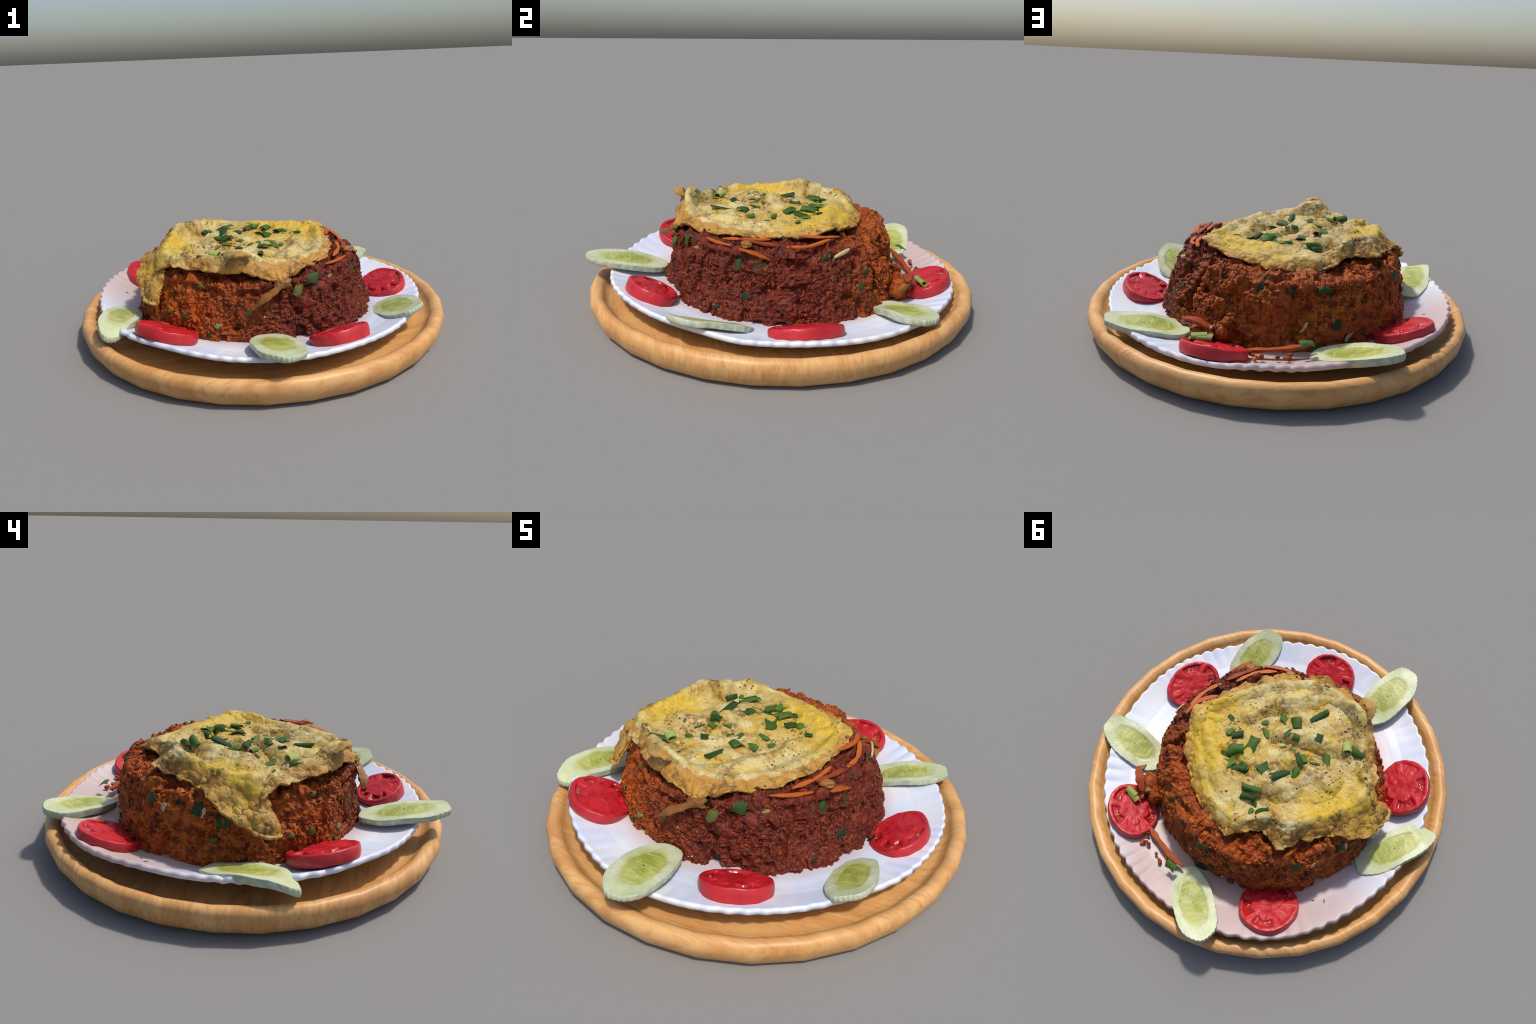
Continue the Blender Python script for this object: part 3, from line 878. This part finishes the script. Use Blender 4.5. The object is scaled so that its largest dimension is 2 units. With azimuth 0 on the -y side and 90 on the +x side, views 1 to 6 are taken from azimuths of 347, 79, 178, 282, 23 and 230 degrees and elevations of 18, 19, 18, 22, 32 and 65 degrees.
def garnish(rice):
    S = lambda pts, w, t, mat, sd, nm='carrot_shred': shred(rice, nm, pts, w, t, mat, sd)
    # carrot shreds along the sunny top rim
    S([(0.449, -.275, 0.438), (0.469, -.205, 0.418), (0.494, -.140, 0.393)], 0.027, 0.011, M_CARROT, 1)
    S([(0.379, -.265, 0.463), (0.419, -.170, 0.448), (0.444, -.090, 0.441)], 0.024, 0.011, M_CARROT, 2)
    S([(0.449, -.060, 0.433), (0.464, .040, 0.435), (0.439, .150, 0.455)], 0.022, 0.011, M_CARROT, 3)
    S([(0.304, -.330, 0.445), (0.369, -.230, 0.455), (0.394, -.120, 0.455)], 0.021, 0.009, M_CARROT, 4)
    S([(0.384, .010, 0.463), (0.424, .110, 0.463), (0.414, .200, 0.458)], 0.024, 0.009, M_CARROT, 5)
    S([(0.234, -.400, 0.433), (0.314, -.360, 0.433), (0.384, -.300, 0.433)], 0.019, 0.009, M_CARROT, 6)
    lump(rice, 'browned_onion', (.412, -.235, .445), (.034, .022, .014), M_CRISP, 4)
    # fallen heap at the crack
    S([(.325, .605, .205), (.390, .570, .226), (.452, .540, .222)], .044, .014, M_CARROT, 7)
    S([(.400, .585, .215), (.435, .550, .205), (.450, .495, .180)], .024, .016, M_CRISP, 8, 'browned_shred')
    S([(.300, .565, .20), (.330, .595, .185), (.305, .630, .175)], .024, .016, M_CRISP, 9, 'browned_shred')
    lump(rice, 'rice_clump', (.35, .545, .145), (.060, .055, .045), M_RICE, 21)
    lump(rice, 'rice_clump', (.275, .570, .16), (.036, .03, .04), M_RICE, 22)
    lump(rice, 'rice_clump', (.245, .570, .215), (.022, .02, .024), M_RICE, 23)
    for i, (p, d) in enumerate([((.37, .650, .185), (1, .2, .3)), ((.345, .655, .180), (.4, .3, 1))]):
        ob = add('scallion_stalk_piece', TUBE_MESHES[0], rice)
        ob.matrix_world = oriented(p, (0, .3, 1), d, (.07, .055, .055))
    # long strip lying on the plate at the foot of the dome
    S([(.17, .690, .140), (.06, .700, .150), (-.06, .700, .165), (-.140, .690, .185)], .030, .016, M_CARROT, 10)
    for i in range(9):
        x = RNG.uniform(-.05, .14)
        y = .725 + RNG.uniform(-.01, .05)
        lump(rice, 'rice_crumb', (x, y, .142), tuple(RNG.uniform(.006, .014, 3)), M_CARROT if i % 2 else M_RICE, 40 + i)
    ob = add('scallion_piece', LEAF_BROAD[0], rice)
    ob.matrix_world = oriented((-.105, .735, .20), (0, .4, 1), (1, .2, .1), (.06, .05, .05))

def crisp_bits(egg):
    shred(egg, 'crisp_drip', [(-.03, -.515, .43), (-.055, -.555, .395), (-.125, -.585, .365), (-.165, -.590, .335)], .040, .02, M_CRISP, 31)
    lump(egg, 'crisp_crumb', (-.02, -.535, .405), (.036, .016, .022), M_CRISP, 34, .7)
    # curled knob standing proud of the rim
    shred(egg, 'egg_curl', [(-.265, -.455, .535), (-.235, -.490, .560), (-.195, -.500, .564), (-.165, -.480, .54)], .050, .018, M_RIM, 35)

# ------------------------------------------------------- vegetable slices ---
def tomato(loc, normal, spin, rx, ry, thick, seed):
    top = thing('tomato_slice', 'glossy red round tomato slice with seed pockets', 'tomato', loc)
    r = np.random.default_rng(seed)
    na = 160
    a = np.arange(na) / na * TAU
    out = 1 + .025 * np.sin(2 * a + r.uniform(0, 6)) + .018 * np.sin(3 * a + r.uniform(0, 6)) + .012 * np.sin(5 * a + r.uniform(0, 6))
    # pockets: curved gel chambers between the wall and the core
    k = 5
    ph = r.uniform(0, TAU)
    gain = [1 if q < 3 else .35 for q in r.permutation(k)]
    def top_z(f, ang):
        seg = (ang - ph) / TAU * k
        w = np.abs((seg % 1) - .5)
        which = np.asarray(gain)[np.floor(seg).astype(int) % k]
        pocket = which * smooth(.42, .30, w) * smooth(.50, .60, f + .06 * np.cos(seg * TAU)) * smooth(.86, .79, f)
        vein = .0005 * np.sin(ang * 22 + 6 * f) * smooth(.2, .6, f)
        return -pocket * thick * .20 + vein * (f < .9), pocket
    fr = np.concatenate([np.linspace(.02, .93, 46)])
    rows, zs, pk = [], [], []
    for f in fr:
        dz, p = top_z(f, a)
        rows.append(f * out)
        zs.append(thick / 2 + dz)
        pk.append(p)
    nt = len(fr)
    for t in np.linspace(0, 1, 14):          # rounded skin edge, then underside
        ang = math.pi * t
        rows.append((.95 + .05 * math.sin(ang) - .03 * t) * out)
        zs.append(np.full(na, thick / 2 * math.cos(ang) * .97))
        pk.append(np.zeros(na))
    rows.append(.02 * out)
    zs.append(np.full(na, -thick / 2))
    pk.append(np.zeros(na))
    Rr, Zz, K = np.array(rows), np.array(zs), np.array(pk)
    V = np.stack([Rr * rx * np.cos(a), Rr * ry * np.sin(a), Zz], -1).reshape(-1, 3)
    V = V + .0018 * np.stack([vnoise(V * 40, s) for s in (1, 2, 3)], -1)
    Q = grid_faces(len(rows), na)[:, ::-1]
    row = Q.min(1) // na
    pocket = K.reshape(-1)[Q].mean(1) > .45
    top_f = row < nt - 2
    M = oriented(loc, normal, (math.cos(spin), math.sin(spin), 0), 1)
    for nm, sel, mat in (('skin', ~top_f, M_SKIN), ('flesh', top_f & ~pocket, M_FLESH), ('seed_pocket', top_f & pocket, M_GEL)):
        q = Q[sel]
        used = np.unique(q)
        idx = -np.ones(len(V), int)
        idx[used] = np.arange(len(used))
        me = mesh_from('tomato_' + nm, V[used], idx[q], mat)
        ob = add('tomato_' + nm, me, top)
        ob.matrix_world = M
    # seeds in the pockets
    for i in range(k):
        for j in range(2 if gain[i] == 1 else 0):
            ang = ph + TAU * (i + .5 + r.uniform(-.14, .14)) / k
            f = r.uniform(.62, .78)
            dz, p = top_z(np.array([f]), np.array([ang]))
            ob = add('tomato_seed', SEED_MESH, top)
            ob.matrix_world = M @ Matrix.Translation((f * rx * math.cos(ang), f * ry * math.sin(ang), thick / 2 + float(dz[0]) + .001)) \
                @ Matrix.Rotation(r.uniform(0, 6), 4, 'Z')

def seed_mesh():
    n, k = 10, 7
    a = np.arange(n) / n * TAU
    b = np.linspace(.01, math.pi - .01, k)
    B, A = np.meshgrid(b, a, indexing='ij')
    V = np.stack([np.cos(B) * .007, np.sin(B) * np.cos(A) * .004, np.sin(B) * np.sin(A) * .002], -1).reshape(-1, 3)
    return mesh_from('tomato_seed', V, grid_faces(k, n), M_SEED)
SEED_MESH = seed_mesh()

def cucumber(inner, tip, side, hw, thick, bend, droop, seed):
    """oval slice from its inner end to its tip; side = vector across the slice"""
    inner, tip = Vector(inner), Vector(tip)
    loc = (inner + tip) / 2
    top = thing('cucumber_slice', 'pale green oval cucumber slice with seedy core', 'cucumber', loc)
    r = np.random.default_rng(seed)
    hl = (tip - inner).length / 2
    d = (tip - inner).normalized()
    s = Vector(side)
    s = (s - d * s.dot(d)).normalized()
    n = d.cross(s)
    if n.z < 0:
        s, n = -s, -n
    Mx = Matrix((d, s, n)).transposed().to_4x4()
    M = Matrix.Translation(loc) @ Mx @ Matrix.Diagonal((hl / .205, hw / .115, 1, 1))
    na = 160
    a = np.arange(na) / na * TAU
    sup = (np.abs(np.cos(a)) ** 2.3 + np.abs(np.sin(a)) ** 2.3) ** (-1 / 2.3)
    out = sup * (1 + .02 * np.sin(3 * a + r.uniform(0, 6)) + .015 * np.sin(7 * a + r.uniform(0, 6)) + .008 * np.sin(34 * a))
    rows, zs = [], []
    nt = 40
    for f in np.linspace(.02, .96, nt):
        rows.append(f * out)
        core = smooth(.66, .55, np.full(na, f))
        zs.append(thick / 2 - .003 * core)
    for t in np.linspace(0, 1, 12):
        rows.append((.97 + .03 * math.sin(math.pi * t) - .05 * t) * out)
        zs.append(np.full(na, thick / 2 * math.cos(math.pi * t)))
    rows.append(.02 * out)
    zs.append(np.full(na, -thick / 2))
    R_, Z_ = np.array(rows), np.array(zs)
    V = np.stack([R_ * .205 * np.cos(a), R_ * .115 * np.sin(a), Z_], -1).reshape(-1, 3)
    # sag along the length and drooping tip
    u = V[:, 0] / .205
    V[:, 2] += bend * (1 - u ** 2) - droop * smooth(.45, 1.05, u) ** 1.4 * (1 + .3 * np.sin(V[:, 1] * 20))
    V[:, 2] += .006 * vnoise(V * 9 + seed, seed)
    Q = grid_faces(len(rows), na)[:, ::-1]
    row = Q.min(1) // na
    for nm, sel, mat in (('flesh', row < nt, M_CUC), ('peel', row >= nt, M_PEEL)):
        q = Q[sel]
        used = np.unique(q)
        idx = -np.ones(len(V), int)
        idx[used] = np.arange(len(used))
        me = mesh_from('cucumber_' + nm, V[used], idx[q], mat)
        ob = add('cucumber_' + nm, me, top)
        ob.matrix_world = M

def bowl_normal(x, y, tilt):
    r = math.hypot(x, y)
    return Vector((-x / r * math.sin(tilt), -y / r * math.sin(tilt), math.cos(tilt)))

def build_slices():
    #        x     y     z    tilt  spin rx   ry   thick
    for i, (x, y, z, tilt, rx, ry, th) in enumerate([
            (.715, -.030, .132, 22, .135, .165, .056), (.215, -.670, .162, 24, .125, .150, .072), (-.575, -.456, .200, 22, .145, .165, .056),
            (-.582, .494, .168, 20, .145, .155, .050), (.295, .704, .144, 21, .138, .155, .056)]):
        tomato((x, y, z), bowl_normal(x, y, math.radians(tilt)), math.atan2(y, x), rx, ry, th, 100 + i)
    #        inner              tip                 side              hw   thick bend droop
    for i, (inn, tip, side, hw, th, bend, droop) in enumerate([
            ((.600, -.235, .108), (.632, -.615, .212), (1, .05, .34), .105, .028, .0, .0),
            ((-.130, -.575, .168), (-.118, -1.000, .256), (1, 0, -.02), .112, .030, .006, .0),
            ((-.722, .030, .144), (-.848, -.398, .226), (-1, .25, .22), .096, .034, .006, .050),
            ((-.130, .685, .114), (-.515, .842, .220), (.3, 1, .08), .105, .036, .0, .01),
            ((.415, .425, .098), (.824, .502, .186), (.2, 1, .06), .105, .030, .004, .0)]):
        cucumber(inn, tip, side, hw, th, bend, droop, 200 + i)

build_board()
build_plate()
rice, rice_body = build_rice()
egg, sheet = build_egg(rice_body)
bpy.context.view_layer.update()
scatter_greens(egg, sheet)
bits_on_rice(rice, rice_body)
garnish(rice)
crisp_bits(egg)
build_slices()
